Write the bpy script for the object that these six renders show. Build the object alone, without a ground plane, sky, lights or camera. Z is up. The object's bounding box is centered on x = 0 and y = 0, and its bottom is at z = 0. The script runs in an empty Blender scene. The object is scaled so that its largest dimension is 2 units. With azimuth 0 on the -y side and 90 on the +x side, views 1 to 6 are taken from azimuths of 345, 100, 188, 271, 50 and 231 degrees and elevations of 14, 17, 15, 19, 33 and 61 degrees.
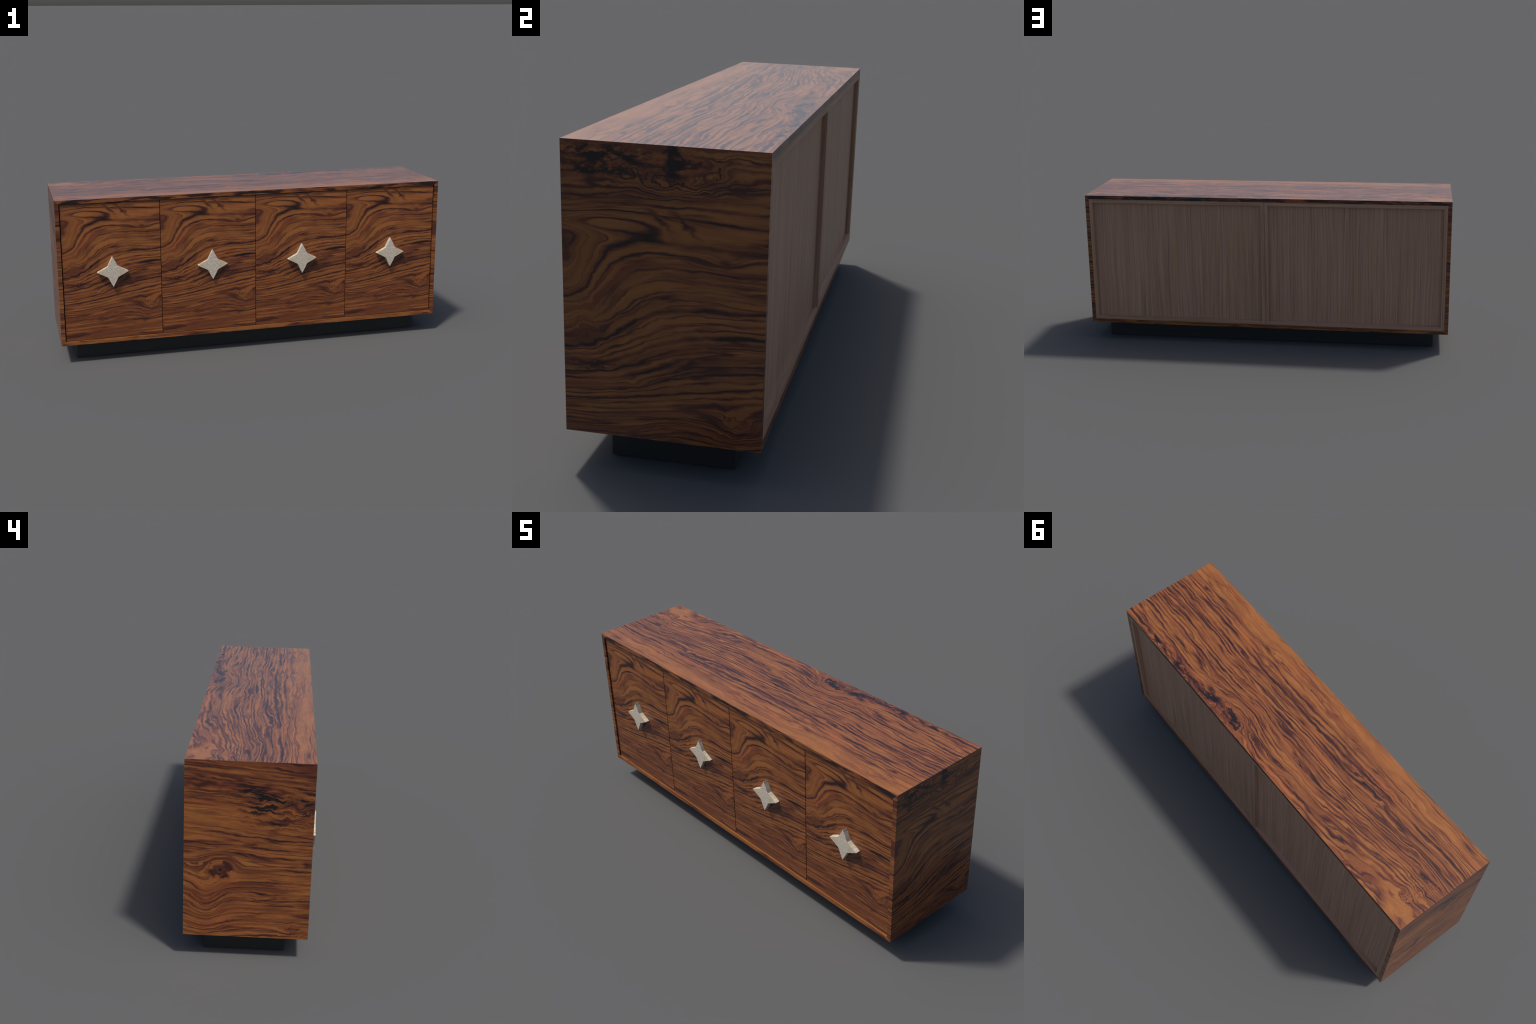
# A long low sideboard: mitred rosewood-veneer case on a recessed black plinth,
# four flush doors with four-pointed stone star pulls, two framed walnut panels at the back.
import bpy, math

# ---------------------------------------------------------------- dimensions (metres)
X = 1.0                      # half length of the case
Y_FRONT, Y_BACK = -0.240, 0.256
Z_LOW, Z_TOP = 0.098, 0.8335
BOARD = 0.0203               # case board thickness
PLINTH = (0.920, -0.148, 0.177)          # half length, front, back
DOOR_RECESS, DOOR_THICK = 0.0060, 0.019
DOOR_GAP, SIDE_GAP, RAIL_GAP = 0.0028, 0.0042, 0.0025
STAR_FRONT = -0.256
STAR_TIP, STAR_WAIST = 0.0768, 0.0262
BAR, BAR_RECESS, PANEL_RECESS = 0.0200, 0.0006, 0.0168


# ---------------------------------------------------------------- tiny expression layer over shader math nodes
class Ex:
    """A scalar socket of a node tree with Python arithmetic."""
    def __init__(self, tree, socket):
        self.t, self.s = tree, socket

    def op(self, kind, *args, clamp=False):
        n = self.t.nodes.new("ShaderNodeMath")
        n.operation, n.use_clamp = kind, clamp
        for i, a in enumerate((self,) + args):
            if isinstance(a, Ex):
                self.t.links.new(a.s, n.inputs[i])
            else:
                n.inputs[i].default_value = a
        return Ex(self.t, n.outputs[0])

    def __add__(self, o): return self.op("ADD", o)
    __radd__ = __add__
    def __sub__(self, o): return self.op("SUBTRACT", o)
    def __rsub__(self, o): return self.op("MULTIPLY", -1.0) + o
    def __mul__(self, o): return self.op("MULTIPLY", o)
    __rmul__ = __mul__
    def __truediv__(self, o): return self.op("DIVIDE", o)
    def max(self, o): return self.op("MAXIMUM", o)
    def min(self, o): return self.op("MINIMUM", o)
    def abs(self): return self.op("ABSOLUTE")
    def sqrt(self): return self.op("SQRT")
    def clamp(self): return self.op("ADD", 0.0, clamp=True)

    def hill(self, half):
        """exp(-(self/half)^2)"""
        q = self / half
        return (q * q * -1.0).op("EXPONENT")

    def step(self, a, b):
        """smooth 0..1 from a to b (a may exceed b)"""
        n = self.t.nodes.new("ShaderNodeMapRange")
        n.interpolation_type = "SMOOTHSTEP"
        self.t.links.new(self.s, n.inputs["Value"])
        lo, hi, o0, o1 = (a, b, 0.0, 1.0) if a < b else (b, a, 1.0, 0.0)
        n.inputs["From Min"].default_value, n.inputs["From Max"].default_value = lo, hi
        n.inputs["To Min"].default_value, n.inputs["To Max"].default_value = o0, o1
        return Ex(self.t, n.outputs["Result"])


def noise(u, v, su, sv, seed=0.0, detail=2.0, rough=0.5):
    """2-D noise of (u*su, v*sv), as an expression."""
    t = u.t
    c = t.nodes.new("ShaderNodeCombineXYZ")
    t.links.new((u * su).s, c.inputs[0])
    t.links.new((v * sv).s, c.inputs[1])
    c.inputs[2].default_value = seed
    n = t.nodes.new("ShaderNodeTexNoise")
    n.inputs["Scale"].default_value = 1.0
    n.inputs["Detail"].default_value = detail
    n.inputs["Roughness"].default_value = rough
    t.links.new(c.outputs[0], n.inputs["Vector"])
    return Ex(t, n.outputs["Fac"])


def spot(u, v, u0, v0, ru, rv):
    a, b = (u - u0) / ru, (v - v0) / rv
    return ((a * a + b * b) * -1.0).op("EXPONENT")


def ramp(t, fac, stops):
    n = t.nodes.new("ShaderNodeValToRGB")
    e = n.color_ramp.elements
    e[0].position, e[0].color = stops[0][0], (*stops[0][1], 1)
    e[1].position, e[1].color = stops[-1][0], (*stops[-1][1], 1)
    for p, c in stops[1:-1]:
        e.new(p).color = (*c, 1)
    t.links.new(fac.s, n.inputs[0])
    return n.outputs[0]


def mix(t, fac, a, b, kind="MIX"):
    n = t.nodes.new("ShaderNodeMix")
    n.data_type, n.blend_type = "RGBA", kind
    if isinstance(fac, Ex):
        t.links.new(fac.s, n.inputs[0])
    else:
        n.inputs[0].default_value = fac
    for i, c in ((6, a), (7, b)):
        if isinstance(c, tuple):
            n.inputs[i].default_value = (*c, 1)
        else:
            t.links.new(c, n.inputs[i])
    return n.outputs[2]


def material(name):
    m = bpy.data.materials.new(name)
    m.use_nodes = True
    t = m.node_tree
    bsdf = t.nodes["Principled BSDF"]
    co = t.nodes.new("ShaderNodeTexCoord")
    sep = t.nodes.new("ShaderNodeSeparateXYZ")
    t.links.new(co.outputs["Object"], sep.inputs[0])
    x, y, z = (Ex(t, sep.outputs[i]) for i in range(3))
    return m, t, bsdf, x, y, z


def bump(t, bsdf, height, strength, distance=0.001):
    b = t.nodes.new("ShaderNodeBump")
    b.inputs["Strength"].default_value, b.inputs["Distance"].default_value = strength, distance
    t.links.new(height.s, b.inputs["Height"])
    t.links.new(b.outputs[0], bsdf.inputs["Normal"])


# ---------------------------------------------------------------- rosewood
# A figure is a field phi(u, v): u runs along the grain, v across it.  Veins are contours of phi, so
# every bend, whorl and knot of the grain is a local push on phi.
PALE, ORANGE, RED, MAROON, BLACK = (0.285, 0.105, 0.028), (0.215, 0.075, 0.021), (0.128, 0.038, 0.015), (0.048, 0.0150, 0.0105), (0.0090, 0.0068, 0.0068)
WOOD_ROUGH, WOOD_SPEC = 0.27, 0.5


def rosewood(t, bsdf, u, v, phi, streaks, shade, plain, seed, broken=0.8, lines=22.0, stretch=1.0, lens=1.0, band=0.42):
    """Colour from a grain field: bold streaks at chosen phi, contour veins, fine fibres, dark clouds (shade)."""
    # lens-shaped splits and merges of the veins
    phi = phi + (noise(u, v, 5.0 * stretch, 26.0, seed + 61.0, 2.0) - 0.5) * (0.034 * lens) + (noise(u, v, 15.0 * stretch, 60.0, seed + 67.0, 2.0) - 0.5) * 0.011
    vary = noise(u, phi, 6.0 * stretch, 24.0, seed + 3.1, 3.0)
    # bold streaks, breaking up along the grain
    t_streak = None
    wob = phi + (noise(u, phi, 22.0, 36.0, seed + 7.7, 2.0) - 0.5) * 0.010
    for c, w, k in streaks:
        s = (wob - c).hill(w) * k
        t_streak = s if t_streak is None else t_streak.max(s)
    t_streak = t_streak * (vary.step(0.36, 0.60) * broken + (1.0 - broken))
    # contour veins: thin lines where a stretched noise crosses its mean values
    n1 = noise(u, phi, 1.6, lines, seed, 2.0, 0.55)
    n2 = noise(u, phi, 2.6, lines * 1.9, seed + 11.0, 2.0, 0.5)
    width = vary * 0.055 + 0.002
    a = (n1 - 0.47).abs() / width
    b = (n2 - 0.52).abs() / (width * 0.9)
    veins = (a * a * -1.0).op("EXPONENT").max((b * b * -1.0).op("EXPONENT") * 0.75)
    veins = veins * noise(u, phi, 3.5, 14.0, seed + 5.0, 2.0).step(0.35, 0.58)
    # darker bands and fibres
    bands = noise(u, phi, 2.2, 34.0, seed + 17.0, 4.0, 0.62).step(0.54, 0.34)
    fibre = noise(u, phi, 9.0, 190.0, seed + 23.0, 3.0, 0.6) - 0.5
    soft = noise(u, v, 14.0, 30.0, seed + 29.0, 3.0, 0.6) - 0.5
    dark = (t_streak.max(veins * 0.70).max(bands * band)) * (1.0 - plain * 0.80)
    dark = dark.max(shade) + fibre * 0.36 + soft * 0.20 + 0.055
    dark = dark.clamp()
    col = ramp(t, dark, [(0.0, PALE), (0.16, ORANGE), (0.44, RED), (0.72, MAROON), (1.0, BLACK)])
    # slow drift between olive-gold and red-orange
    drift = noise(u, phi, 3.0, 26.0, seed + 41.0, 2.0)
    col = mix(t, drift.step(0.52, 0.70) * 0.40, col, (0.95, 1.08, 1.0), "MULTIPLY")
    col = mix(t, drift.step(0.48, 0.30) * 0.45, col, (1.10, 0.84, 0.95), "MULTIPLY")
    t.links.new(col, bsdf.inputs["Base Color"])
    bsdf.inputs["Roughness"].default_value = WOOD_ROUGH
    bsdf.inputs["Specular IOR Level"].default_value = WOOD_SPEC
    return dark


def warp(u, v, seed, amount=1.0):
    """General waviness of the grain."""
    w = (noise(u, v, 2.5, 5.0, seed, 2.0) - 0.5) * 0.050
    w = w + (noise(u, v, 9.0, 16.0, seed + 1.0, 2.0) - 0.5) * 0.020
    w = w + (noise(u, v, 30.0, 42.0, seed + 2.0, 2.0) - 0.5) * 0.011
    return w * amount


def whorled_veneer(name, u_of, v_of):
    """Door and right-side veneer: arcs that sweep down into a whorl at the left, black burl at the top."""
    m, t, bsdf, x, y, z = material(name)
    u, v = u_of(x, y, z), v_of(x, y, z)
    # blotches and knots have ragged outlines: look them up at shaken coordinates
    us = u + (noise(u, v, 22.0, 30.0, 101.0, 3.0, 0.6) - 0.5) * 0.075
    vs = v + (noise(u, v, 26.0, 34.0, 102.0, 3.0, 0.6) - 0.5) * 0.034
    reach = (0.270 - (v - 0.25) * 0.50).max(0.10).min(0.30)          # arcs tighten towards the top
    a, b = u / reach, (v - 0.33).max(0.0) / 0.27 + (v - 0.33).min(0.0) / 0.20
    sweep = ((a * a + b * b) * -1.0).op("EXPONENT") * 0.118
    burl = spot(u, v, 0.16, 0.800, 0.24, 0.065) + spot(u, v, 0.30, 0.745, 0.10, 0.040) * 0.8
    whorl = spot(u, v, 0.055, 0.405, 0.065, 0.065)
    curl = spot(u, v, 0.430, 0.155, 0.070, 0.045)
    pip = spot(u, v, 0.170, 0.238, 0.035, 0.022)
    wild = burl * 1.3 + whorl * 1.2 + curl * 1.0 + pip * 0.6
    phi = v + sweep + spot(u, v, 0.0, 0.500, 0.095, 0.095) * 0.058      # steeper drop into the whorl at the left edge
    phi = phi - spot(u, v, 0.080, 0.645, 0.190, 0.025) * 0.075           # long tongue with a hooked tip
    phi = phi + spot(u, v, 0.400, 0.570, 0.055, 0.016) * 0.016           # smudged notch
    phi = phi + curl * 0.036 + pip * 0.014 - spot(u, v, 0.27, 0.135, 0.12, 0.035) * 0.022
    phi = phi + spot(u, v, 0.340, 0.762, 0.070, 0.022) * 0.045 + spot(u, v, 0.262, 0.738, 0.06, 0.02) * 0.035
    phi = phi + warp(u, v, 2.0, 0.34)
    phi = phi + (noise(u, v, 15.0, 17.0, 31.0, 3.0) - 0.5) * wild * 0.105
    streaks = [(0.600, 0.0064, 1.0), (0.655, 0.0056, 0.9), (0.575, 0.0034, 0.85), (0.540, 0.0042, 0.9), (0.514, 0.0026, 0.60),
               (0.490, 0.0028, 0.6), (0.476, 0.0022, 0.55), (0.449, 0.0064, 1.0), (0.436, 0.0022, 0.7), (0.418, 0.0034, 0.75), (0.404, 0.0026, 0.7),
               (0.387, 0.0060, 1.0), (0.364, 0.0044, 0.85), (0.338, 0.0060, 0.95), (0.318, 0.0040, 0.75), (0.300, 0.0050, 0.85), (0.282, 0.0030, 0.7),
               (0.262, 0.0050, 0.8), (0.244, 0.0030, 0.7), (0.226, 0.0050, 0.75), (0.205, 0.0035, 0.75), (0.190, 0.0030, 0.7), (0.172, 0.0055, 0.8),
               (0.150, 0.0030, 0.65), (0.130, 0.0040, 0.7), (0.112, 0.0030, 0.65), (0.092, 0.0050, 0.8), (0.070, 0.003, 0.6), (0.04, 0.004, 0.6),
               (0.690, 0.0050, 0.85), (0.712, 0.0032, 0.75), (0.736, 0.0050, 0.85), (0.765, 0.0050, 0.8), (0.785, 0.0050, 0.8)]
    blot = noise(u, v, 20.0, 44.0, 51.0, 4.0, 0.65)
    shade = (spot(us, vs, 0.08, 0.806, 0.13, 0.017) + spot(us, vs, 0.13, 0.764, 0.16, 0.010) + spot(us, vs, 0.27, 0.800, 0.020, 0.060) * 0.9) * blot.step(0.32, 0.58) * 0.95
    shade = shade + spot(us, vs, 0.12, 0.790, 0.20, 0.040) * blot.step(0.38, 0.64) * 0.85
    shade = shade + spot(us, vs, 0.070, 0.284, 0.080, 0.016) * blot.step(0.38, 0.52) * 0.9
    shade = shade + spot(us, vs, 0.42, 0.744, 0.06, 0.009) * 0.8
    # hooked tip of the tongue: two steep jagged veins
    jag = (noise(u, v, 24.0, 34.0, 55.0, 3.0) - 0.5) * 0.070
    slant = (v - 0.660) + (u - 0.237) * 0.79 + jag
    shade = shade + (slant.hill(0.0080) * spot(u, v, 0.240, 0.665, 0.045, 0.032) + (slant - 0.042).hill(0.0090) * spot(u, v, 0.295, 0.655, 0.050, 0.038)) * 0.75
    shade = shade + spot(us, vs, 0.395, 0.567, 0.030, 0.012) * 0.65
    ringy = (((us - 0.278) * (us - 0.278) + (vs - 0.806) * (vs - 0.806)).sqrt() - 0.017).hill(0.006) * 0.7
    shade = (shade + ringy) * 0.92
    # the lower third is finer and browner
    low = v.step(0.30, 0.06) * noise(u, phi, 2.5, 60.0, 61.0, 3.0).step(0.40, 0.62) * 0.40
    shade = shade.max(low)
    plain = whorl * 0.55 + spot(u, v, 0.30, 0.520, 0.3, 0.05) * 0.35 + spot(u, v, 0.10, 0.637, 0.12, 0.012) * 0.8
    rosewood(t, bsdf, u, v, phi, streaks, shade, plain, 1.0, 0.62, 20.0, 1.0, 0.38)
    return m


def knotted_veneer(name):
    """Left-side veneer: straight grain, one round knot, jagged dark patches."""
    m, t, bsdf, x, y, z = material(name)
    u, v = (0.256 - y) + (x + 1.0) * 0.3, z
    knot_r = (((u - 0.143) * (u - 0.143)) * 0.55 + (v - 0.387) * (v - 0.387)).sqrt() + (noise(u, v, 34.0, 44.0, 93.0, 3.0, 0.6) - 0.5) * 0.022
    near = spot(u, v, 0.143, 0.387, 0.060, 0.042)
    phi = v + u * 0.085 * v.step(0.35, 0.55)
    phi = phi - spot(u, v, 0.15, 0.435, 0.10, 0.045) * 0.030
    phi = phi + spot(u, v, 0.085, 0.245, 0.065, 0.13) * 0.052
    phi = phi * (1.0 - near) + (knot_r * 1.4 + 0.30) * near
    jag = spot(u, v, 0.33, 0.645, 0.13, 0.075) + spot(u, v, 0.47, 0.645, 0.06, 0.06) + spot(u, v, 0.43, 0.135, 0.06, 0.03)
    phi = phi + warp(u, v, 8.0, 0.34) + (noise(u, v, 26.0, 20.0, 71.0, 3.0) - 0.5) * (jag * 0.060 + near * 0.012)
    streaks = [(0.755, 0.0090, 0.9), (0.772, 0.0050, 0.8), (0.795, 0.0040, 0.6), (0.812, 0.0050, 0.7), (0.835, 0.0050, 0.8), (0.860, 0.008, 0.85),
               (0.684, 0.0045, 0.85), (0.553, 0.0050, 0.9), (0.575, 0.0035, 0.7), (0.535, 0.0050, 0.75), (0.500, 0.0060, 0.8),
               (0.455, 0.0050, 0.85), (0.398, 0.0055, 0.9), (0.375, 0.0030, 0.6), (0.340, 0.0040, 0.75), (0.318, 0.0040, 0.7), (0.292, 0.0050, 0.8),
               (0.262, 0.0060, 0.8), (0.240, 0.0050, 0.75), (0.205, 0.0040, 0.7), (0.170, 0.0050, 0.7), (0.128, 0.0035, 0.6)]
    blot = noise(u, phi, 11.0, 75.0, 81.0, 4.0, 0.6)
    u0, v0 = u, v
    u = u0 + (noise(u0, v0, 22.0, 30.0, 103.0, 2.0, 0.5) - 0.5) * 0.110
    v = v0 + (noise(u0, v0, 26.0, 22.0, 104.0, 2.0, 0.5) - 0.5) * 0.040
    shade = (spot(u, v, 0.256, 0.712, 0.055, 0.018) + spot(u, v, 0.285, 0.648, 0.060, 0.028) + spot(u, v, 0.36, 0.588, 0.080, 0.020)
             + spot(u, v, 0.475, 0.628, 0.045, 0.022) + spot(u, v, 0.450, 0.678, 0.060, 0.014) + spot(u, v, 0.33, 0.69, 0.10, 0.03) * 0.8
             + spot(u, v, 0.275, 0.497, 0.040, 0.012) + spot(u, v, 0.43, 0.142, 0.030, 0.016) + spot(u, v, 0.49, 0.418, 0.030, 0.012)) * blot.step(0.32, 0.60) * 0.95
    shade = shade + (spot(u, v, 0.36, 0.650, 0.15, 0.055) + spot(u, v, 0.30, 0.725, 0.12, 0.02)) * blot.step(0.42, 0.62) * 0.7
    shade = shade + spot(u, v, 0.07, 0.737, 0.12, 0.016) * 0.85 + spot(u, v, 0.48, 0.830, 0.22, 0.008) * 0.8
    u, v = u0, v0
    rings = (knot_r - 0.017).hill(0.0065) * 0.62 + knot_r.hill(0.0095) * 0.98 + (knot_r - 0.031).hill(0.010) * 0.80 * noise(u, v, 26.0, 26.0, 91.0, 3.0).step(0.42, 0.54)
    shade = shade * 0.84 + rings * 0.95
    dense = v.step(0.71, 0.77) * noise(u, phi, 2.5, 70.0, 63.0, 3.0).step(0.42, 0.60) * 0.55
    plain = spot(u, v, 0.10, 0.62, 0.16, 0.06) * 0.75 + spot(u, v, 0.37, 0.19, 0.13, 0.03) * 0.4 + spot(u, v, 0.22, 0.54, 0.2, 0.025) * 0.3
    rosewood(t, bsdf, u, v, phi, streaks, shade.max(dense), plain, 3.0, 0.75, 24.0, 1.0, 0.75)
    return m


def long_veneer(name):
    """Top veneer: long grain, a whorl at the left end, burl knots along the back edge, plain strip at the front."""
    m, t, bsdf, x, y, z = material(name)
    u = x + 1.0
    v = (y + 0.24) - (Z_TOP - z) * 1.2
    whorl = spot(u, v, 0.075, 0.360, 0.085, 0.075)
    burl = spot(u, v, 1.27, 0.452, 0.18, 0.045) + spot(u, v, 1.66, 0.486, 0.18, 0.025)
    eye = spot(u, v, 0.480, 0.165, 0.11, 0.045) + spot(u, v, 0.19, 0.225, 0.07, 0.04)
    phi = v + ((u / 0.42) * (u / 0.42) * -1.0).op("EXPONENT") * ((v - 0.37) / 0.15).hill(1.0) * 0.105
    phi = phi + spot(u, v, 1.20, 0.430, 0.16, 0.10) * 0.060 - spot(u, v, 0.98, 0.400, 0.14, 0.08) * 0.028
    phi = phi + eye * 0.020
    phi = phi + (noise(u, v, 1.9, 3.8, 14.0, 2.0) - 0.5) * 0.075 + (noise(u, v, 5.5, 13.0, 15.0, 2.0) - 0.5) * 0.034
    phi = phi + (noise(u, v, 18.0, 34.0, 16.0, 2.0) - 0.5) * 0.008
    phi = phi + (noise(u, v, 13.0, 17.0, 33.0, 3.0) - 0.5) * (whorl * 0.15 + burl * 0.16 + eye * 0.05)
    streaks = [(0.352, 0.0060, 0.9), (0.335, 0.0035, 0.75), (0.318, 0.0045, 0.8), (0.298, 0.0060, 0.85), (0.280, 0.0040, 0.75), (0.262, 0.0060, 0.85),
               (0.240, 0.0050, 0.8), (0.222, 0.0045, 0.8), (0.200, 0.0070, 0.9), (0.182, 0.0040, 0.75), (0.160, 0.0080, 0.9), (0.140, 0.0040, 0.7),
               (0.120, 0.0050, 0.75), (0.372, 0.0030, 0.7), (0.392, 0.0050, 0.8), (0.410, 0.0030, 0.7), (0.428, 0.0050, 0.8), (0.446, 0.0040, 0.75), (0.470, 0.0060, 0.8),
               (0.492, 0.0040, 0.7), (0.085, 0.004, 0.6)]
    blot = noise(u, v, 16.0, 44.0, 52.0, 4.0, 0.65)
    u0, v0 = u, v
    u = u0 + (noise(u0, v0, 14.0, 26.0, 105.0, 3.0, 0.6) - 0.5) * 0.160
    v = v0 + (noise(u0, v0, 18.0, 34.0, 106.0, 3.0, 0.6) - 0.5) * 0.040
    shade = (spot(u, v, 1.36, 0.452, 0.085, 0.032) * 1.2 + spot(u, v, 1.58, 0.476, 0.20, 0.020) * 1.2 + spot(u, v, 1.78, 0.470, 0.05, 0.012)
             + spot(u, v, 1.22, 0.446, 0.07, 0.034) + spot(u, v, 0.11, 0.268, 0.07, 0.016) + spot(u, v, 0.03, 0.250, 0.06, 0.012) + spot(u, v, 0.02, 0.475, 0.03, 0.010) * 0.8) * blot.step(0.34, 0.60)
    shade = shade + spot(u, v, 0.80, 0.165, 0.40, 0.016) * blot.step(0.45, 0.60) * 0.8
    r1 = (((u - 1.18) * (u - 1.18)) * 0.6 + (v - 0.452) * (v - 0.452)).sqrt()
    shade = shade + (r1 - 0.017).hill(0.007) * 0.85 + ((((u - 1.245) * (u - 1.245)) * 0.6 + (v - 0.434) * (v - 0.434)).sqrt() - 0.012).hill(0.005) * 0.7
    u, v = u0, v0
    # the front and back edge strips are blotchy, cut across darker wood
    edge = v.step(0.0, -0.002).max(y.step(0.2555, 0.2561))
    shade = shade + edge * (noise(u, z, 7.0, 60.0, 77.0, 3.0).step(0.46, 0.60) * 0.85 + 0.18)
    plain = v.step(0.125, 0.030) * u.step(0.15, 0.60) * v.step(-0.002, 0.002) * 0.58
    rosewood(t, bsdf, u, v, phi, streaks, shade * 0.88, plain, 5.0, 0.70, 26.0, 0.7, 1.0, 0.30)
    return m


def underside_veneer(name):
    m, t, bsdf, x, y, z = material(name)
    u, v = x + 1.0, (y + 0.24) + (z - Z_LOW) * 1.3
    phi = v + warp(u * 0.6, v, 19.0, 0.8)
    rosewood(t, bsdf, u, v, phi, [(0.07, 0.006, 0.7), (0.12, 0.006, 0.8), (0.22, 0.008, 0.9), (0.35, 0.006, 0.8)], u * 0.0, z.step(0.1172, 0.1180) * 0.9, 9.0)
    return m


def walnut(name, along, across, seed):
    """Grey-brown straight-grained walnut of the back; `along`/`across` pick the grain axes."""
    m, t, bsdf, x, y, z = material(name)
    ax = {"x": x, "y": y, "z": z}
    u, v = ax[along], ax[across] + y * 0.7
    v = v + (noise(u, v, 1.6, 6.0, seed, 2.0) - 0.5) * 0.035 + (noise(u, v, 4.0, 14.0, seed + 1, 2.0) - 0.5) * 0.010
    broad = noise(u, v, 0.8, 26.0, seed + 2, 3.0, 0.6)
    fine = noise(u, v, 1.6, 120.0, seed + 3, 3.0, 0.68)
    pores = noise(u, v, 14.0, 420.0, seed + 4, 2.0, 0.6)
    d = (fine - 0.5) * 2.0 + (broad - 0.5) * 0.75 + (pores - 0.5) * 0.4 + 0.5
    col = ramp(t, d.clamp(), [(0.0, WALNUT[2]), (0.5, WALNUT[1]), (1.0, WALNUT[0])])
    hue = noise(u, v, 1.2, 90.0, seed + 5, 3.0, 0.6)
    col = mix(t, hue.step(0.50, 0.66) * 0.8, col, (0.98, 0.96, 1.14), "MULTIPLY")       # mauve-grey strips
    col = mix(t, hue.step(0.50, 0.34) * 0.8, col, (0.97, 1.00, 0.84), "MULTIPLY")       # yellower strips
    t.links.new(col, bsdf.inputs["Base Color"])
    bsdf.inputs["Roughness"].default_value = 0.5
    bsdf.inputs["Specular IOR Level"].default_value = 0.4
    return m


WALNUT = ((0.465, 0.276, 0.180), (0.366, 0.208, 0.130), (0.250, 0.132, 0.079))


def stone(name):
    """Pale bush-hammered travertine of the star pulls."""
    m, t, bsdf, x, y, z = material(name)
    p, q = x + z, x - z
    speck = noise(p, q, 210.0, 120.0, 1.0, 3.0, 0.7)
    cloud = noise(p, q, 50.0, 34.0, 2.0, 2.0)
    pit = noise(p, q, 240.0, 150.0, 4.0, 1.0).step(0.42, 0.32)
    col = ramp(t, ((speck - 0.5) * 1.35 + (cloud - 0.5) * 0.7 + 0.5).clamp(), [(0.15, (0.345, 0.285, 0.205)), (0.5, (0.515, 0.445, 0.345)), (0.85, (0.660, 0.595, 0.490))])
    col = mix(t, (x + (cloud - 0.5) * 0.03).abs().step(0.034, 0.012) * 0.6, col, (0.97, 0.99, 1.07), "MULTIPLY")   # cooler vein down the middle
    col = mix(t, (x + (cloud - 0.5) * 0.03).abs().step(0.012, 0.036) * 0.6, col, (1.00, 0.98, 0.91), "MULTIPLY")   # honey-coloured side points
    col = mix(t, (z - 0.0275).hill(0.0022) * 0.6, col, (0.58, 0.565, 0.52))                       # thin pale line under the upper point
    col = mix(t, pit * 0.75, col, (0.17, 0.14, 0.095))
    t.links.new(col, bsdf.inputs["Base Color"])
    bsdf.inputs["Roughness"].default_value = 0.7
    bump(t, bsdf, speck, 0.35, 0.0006)
    return m


def plinth_black(name):
    m, t, bsdf, x, y, z = material(name)
    n = noise(x, y + z, 40.0, 60.0, 1.0, 3.0)
    t.links.new(ramp(t, n, [(0.3, (0.0135, 0.0135, 0.0137)), (0.7, (0.0170, 0.0170, 0.0172))]), bsdf.inputs["Base Color"])
    bsdf.inputs["Roughness"].default_value = 0.55
    return m


# ---------------------------------------------------------------- geometry helpers
def mesh_object(name, verts, faces, mat, parent=None):
    me = bpy.data.meshes.new(name)
    me.from_pydata(verts, [], faces)
    me.materials.append(mat)
    me.update()
    o = bpy.data.objects.new(name, me)
    bpy.context.scene.collection.objects.link(o)
    o.parent = parent
    return o


def prism(outline, d0, d1, place):
    """Extrude a closed outline (counter-clockwise seen from the d1 side) from depth d0 to d1; place(a, b, d) -> xyz."""
    n = len(outline)
    verts = [place(a, b, d) for d in (d0, d1) for a, b in outline]
    faces = [tuple(range(n - 1, -1, -1)), tuple(range(n, 2 * n))]
    faces += [(i, (i + 1) % n, n + (i + 1) % n, n + i) for i in range(n)]
    return verts, faces


def outward(o):
    import bmesh
    bm = bmesh.new()
    bm.from_mesh(o.data)
    bmesh.ops.recalc_face_normals(bm, faces=bm.faces)
    bm.to_mesh(o.data)
    bm.free()
    return o


def box(name, x0, x1, y0, y1, z0, z1, mat, parent=None, ease=0.0):
    v, f = prism([(x0, z0), (x1, z0), (x1, z1), (x0, z1)], y0, y1, lambda a, b, d: (a, d, b))
    o = outward(mesh_object(name, v, f, mat, parent))
    if ease:
        import bmesh
        bm = bmesh.new()
        bm.from_mesh(o.data)
        bmesh.ops.bevel(bm, geom=bm.edges[:], offset=ease, segments=2, affect="EDGES")
        bm.to_mesh(o.data)
        bm.free()
    return o


def mitred(name, outline, mat, parent):
    """Case board: a trapezium in the x-z plane running the full depth of the case."""
    v, f = prism(outline, Y_FRONT, Y_BACK, lambda a, b, d: (a, d, b))
    return outward(mesh_object(name, v, f, mat, parent))


# ---------------------------------------------------------------- build
root = bpy.data.objects.new("sideboard", None)
bpy.context.scene.collection.objects.link(root)
root["label"] = "long low rosewood sideboard with four doors and stone star pulls"
root["category"] = "sideboard"

m_door = whorled_veneer("rosewood_door", lambda x, y, z: x + y * 0.3, lambda x, y, z: z)
m_right = whorled_veneer("rosewood_whorled", lambda x, y, z: (y + 0.24) + (1.0 - x) * 0.3, lambda x, y, z: z)
m_left = knotted_veneer("rosewood_knotted")
m_top = long_veneer("rosewood_long")
m_low = underside_veneer("rosewood_plain")
m_panel = walnut("walnut_panel", "z", "x", 3.0)
m_stile = walnut("walnut_stile", "z", "x", 13.0)
m_rail = walnut("walnut_rail", "x", "z", 23.0)
m_stone = stone("travertine")
m_black = plinth_black("black_paint")

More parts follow.
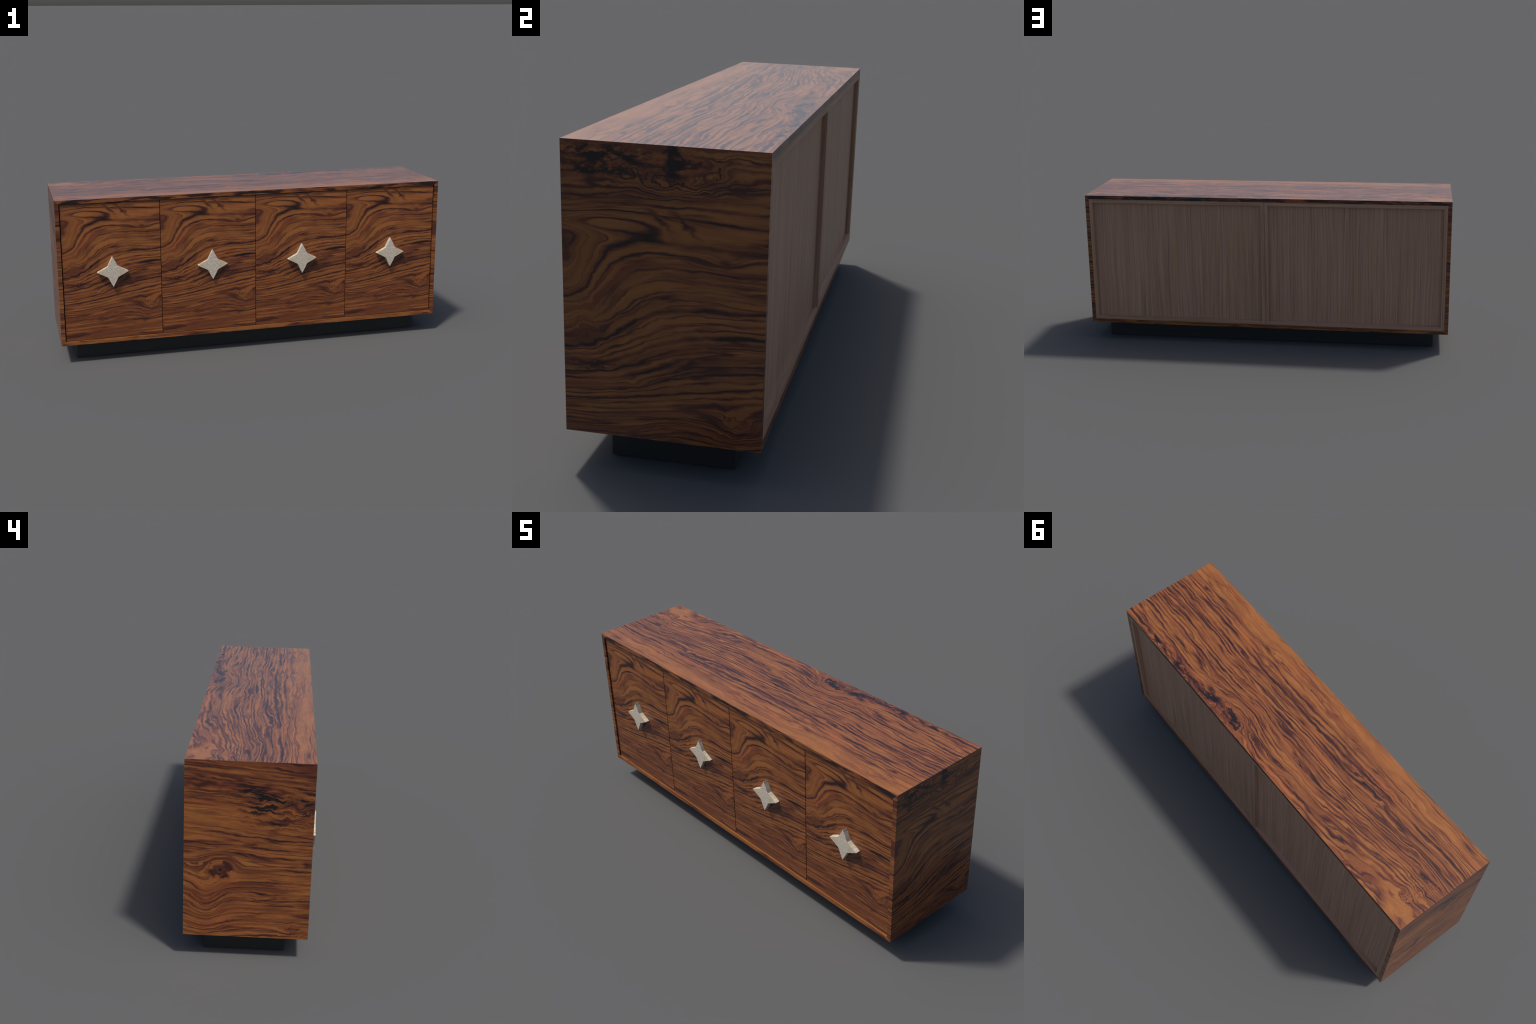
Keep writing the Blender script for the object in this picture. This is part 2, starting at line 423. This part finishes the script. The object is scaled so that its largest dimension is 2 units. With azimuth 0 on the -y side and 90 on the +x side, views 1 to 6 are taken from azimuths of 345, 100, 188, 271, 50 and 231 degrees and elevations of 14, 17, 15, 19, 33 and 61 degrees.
B = BOARD
mitred("top_panel", [(-X, Z_TOP), (-X + B, Z_TOP - B), (X - B, Z_TOP - B), (X, Z_TOP)], m_top, root)
mitred("bottom_panel", [(-X, Z_LOW), (X, Z_LOW), (X - B, Z_LOW + B), (-X + B, Z_LOW + B)], m_low, root)
mitred("side_panel", [(-X, Z_LOW), (-X + B, Z_LOW + B), (-X + B, Z_TOP - B), (-X, Z_TOP)], m_left, root)
mitred("side_panel", [(X, Z_LOW), (X, Z_TOP), (X - B, Z_TOP - B), (X - B, Z_LOW + B)], m_right, root)

px, py0, py1 = PLINTH
box("plinth", -px, px, py0, py1, 0.0, Z_LOW, m_black, root, 0.0008)

# doors, all cut from the same flitch: one mesh shared four times, each carrying its star pull
in_x, in_lo, in_hi = X - B, Z_LOW + B, Z_TOP - B
pitch = 2 * in_x / 4
y_door = Y_FRONT + DOOR_RECESS
trim = {0: (SIDE_GAP, DOOR_GAP / 2), 3: (DOOR_GAP / 2, SIDE_GAP)}
door_mesh = None
star_mesh = None
for i in range(4):
    left = -in_x + i * pitch
    if door_mesh is None:
        door = box("door", DOOR_GAP / 2, pitch - DOOR_GAP / 2, 0.0, DOOR_THICK, RAIL_GAP, in_hi - in_lo - RAIL_GAP, m_door, root, 0.0007)
        door_mesh = door.data
    else:
        door = bpy.data.objects.new("door", door_mesh)
        bpy.context.scene.collection.objects.link(door)
        door.parent = root
    # the outer doors stand a little further from the case sides
    l, r = trim.get(i, (DOOR_GAP / 2, DOOR_GAP / 2))
    w = (pitch - l - r) / (pitch - DOOR_GAP)
    door.scale = (w, 1, 1)
    door.location = (left + l - w * DOOR_GAP / 2, y_door, in_lo)
    if star_mesh is None:
        pts = []
        for k in range(4):
            a = math.pi / 2 * k
            pts.append((STAR_TIP * math.cos(a), STAR_TIP * math.sin(a)))
            b = a + math.pi / 4
            s = STAR_WAIST * math.sqrt(2)
            pts.append((s * math.cos(b), s * math.sin(b)))
        v, f = prism(pts, STAR_FRONT - y_door, -0.0004, lambda a, b, d: (a, d, b))
        star = outward(mesh_object("star_pull", v, f, m_stone, door))
        star_mesh = star.data
    else:
        star = bpy.data.objects.new("star_pull", star_mesh)
        bpy.context.scene.collection.objects.link(star)
        star.parent = door
    off = (0.0170, 0.0065) if i == 1 else (0.0, 0.0)      # the second pull sits off centre and deeper
    star.location = (pitch / 2 + off[0], off[1],
                      (in_hi - in_lo) / 2)

# back: two framed walnut panels side by side
yb = Y_BACK - BAR_RECESS
yp = Y_BACK - PANEL_RECESS
slit = 0.0006
for x0, x1 in ((-in_x + 0.0004, -slit), (slit, in_x - 0.0004)):
    z0, z1 = in_lo + 0.0004, in_hi - 0.0004
    frame = box("back_panel", x0 + BAR - 0.004, x1 - BAR + 0.004, yp - 0.008, yp, z0 + BAR - 0.004, z1 - BAR + 0.004, m_panel, root)
    box("stile", x0, x0 + BAR, yp - 0.012, yb, z0, z1, m_stile, frame, 0.0005)
    box("stile", x1 - BAR, x1, yp - 0.012, yb, z0, z1, m_stile, frame, 0.0005)
    box("rail", x0 + BAR, x1 - BAR, yp - 0.012, yb - 0.0002, z0, z0 + BAR, m_rail, frame, 0.0005)
    box("rail", x0 + BAR, x1 - BAR, yp - 0.012, yb - 0.0002, z1 - BAR, z1, m_rail, frame, 0.0005)
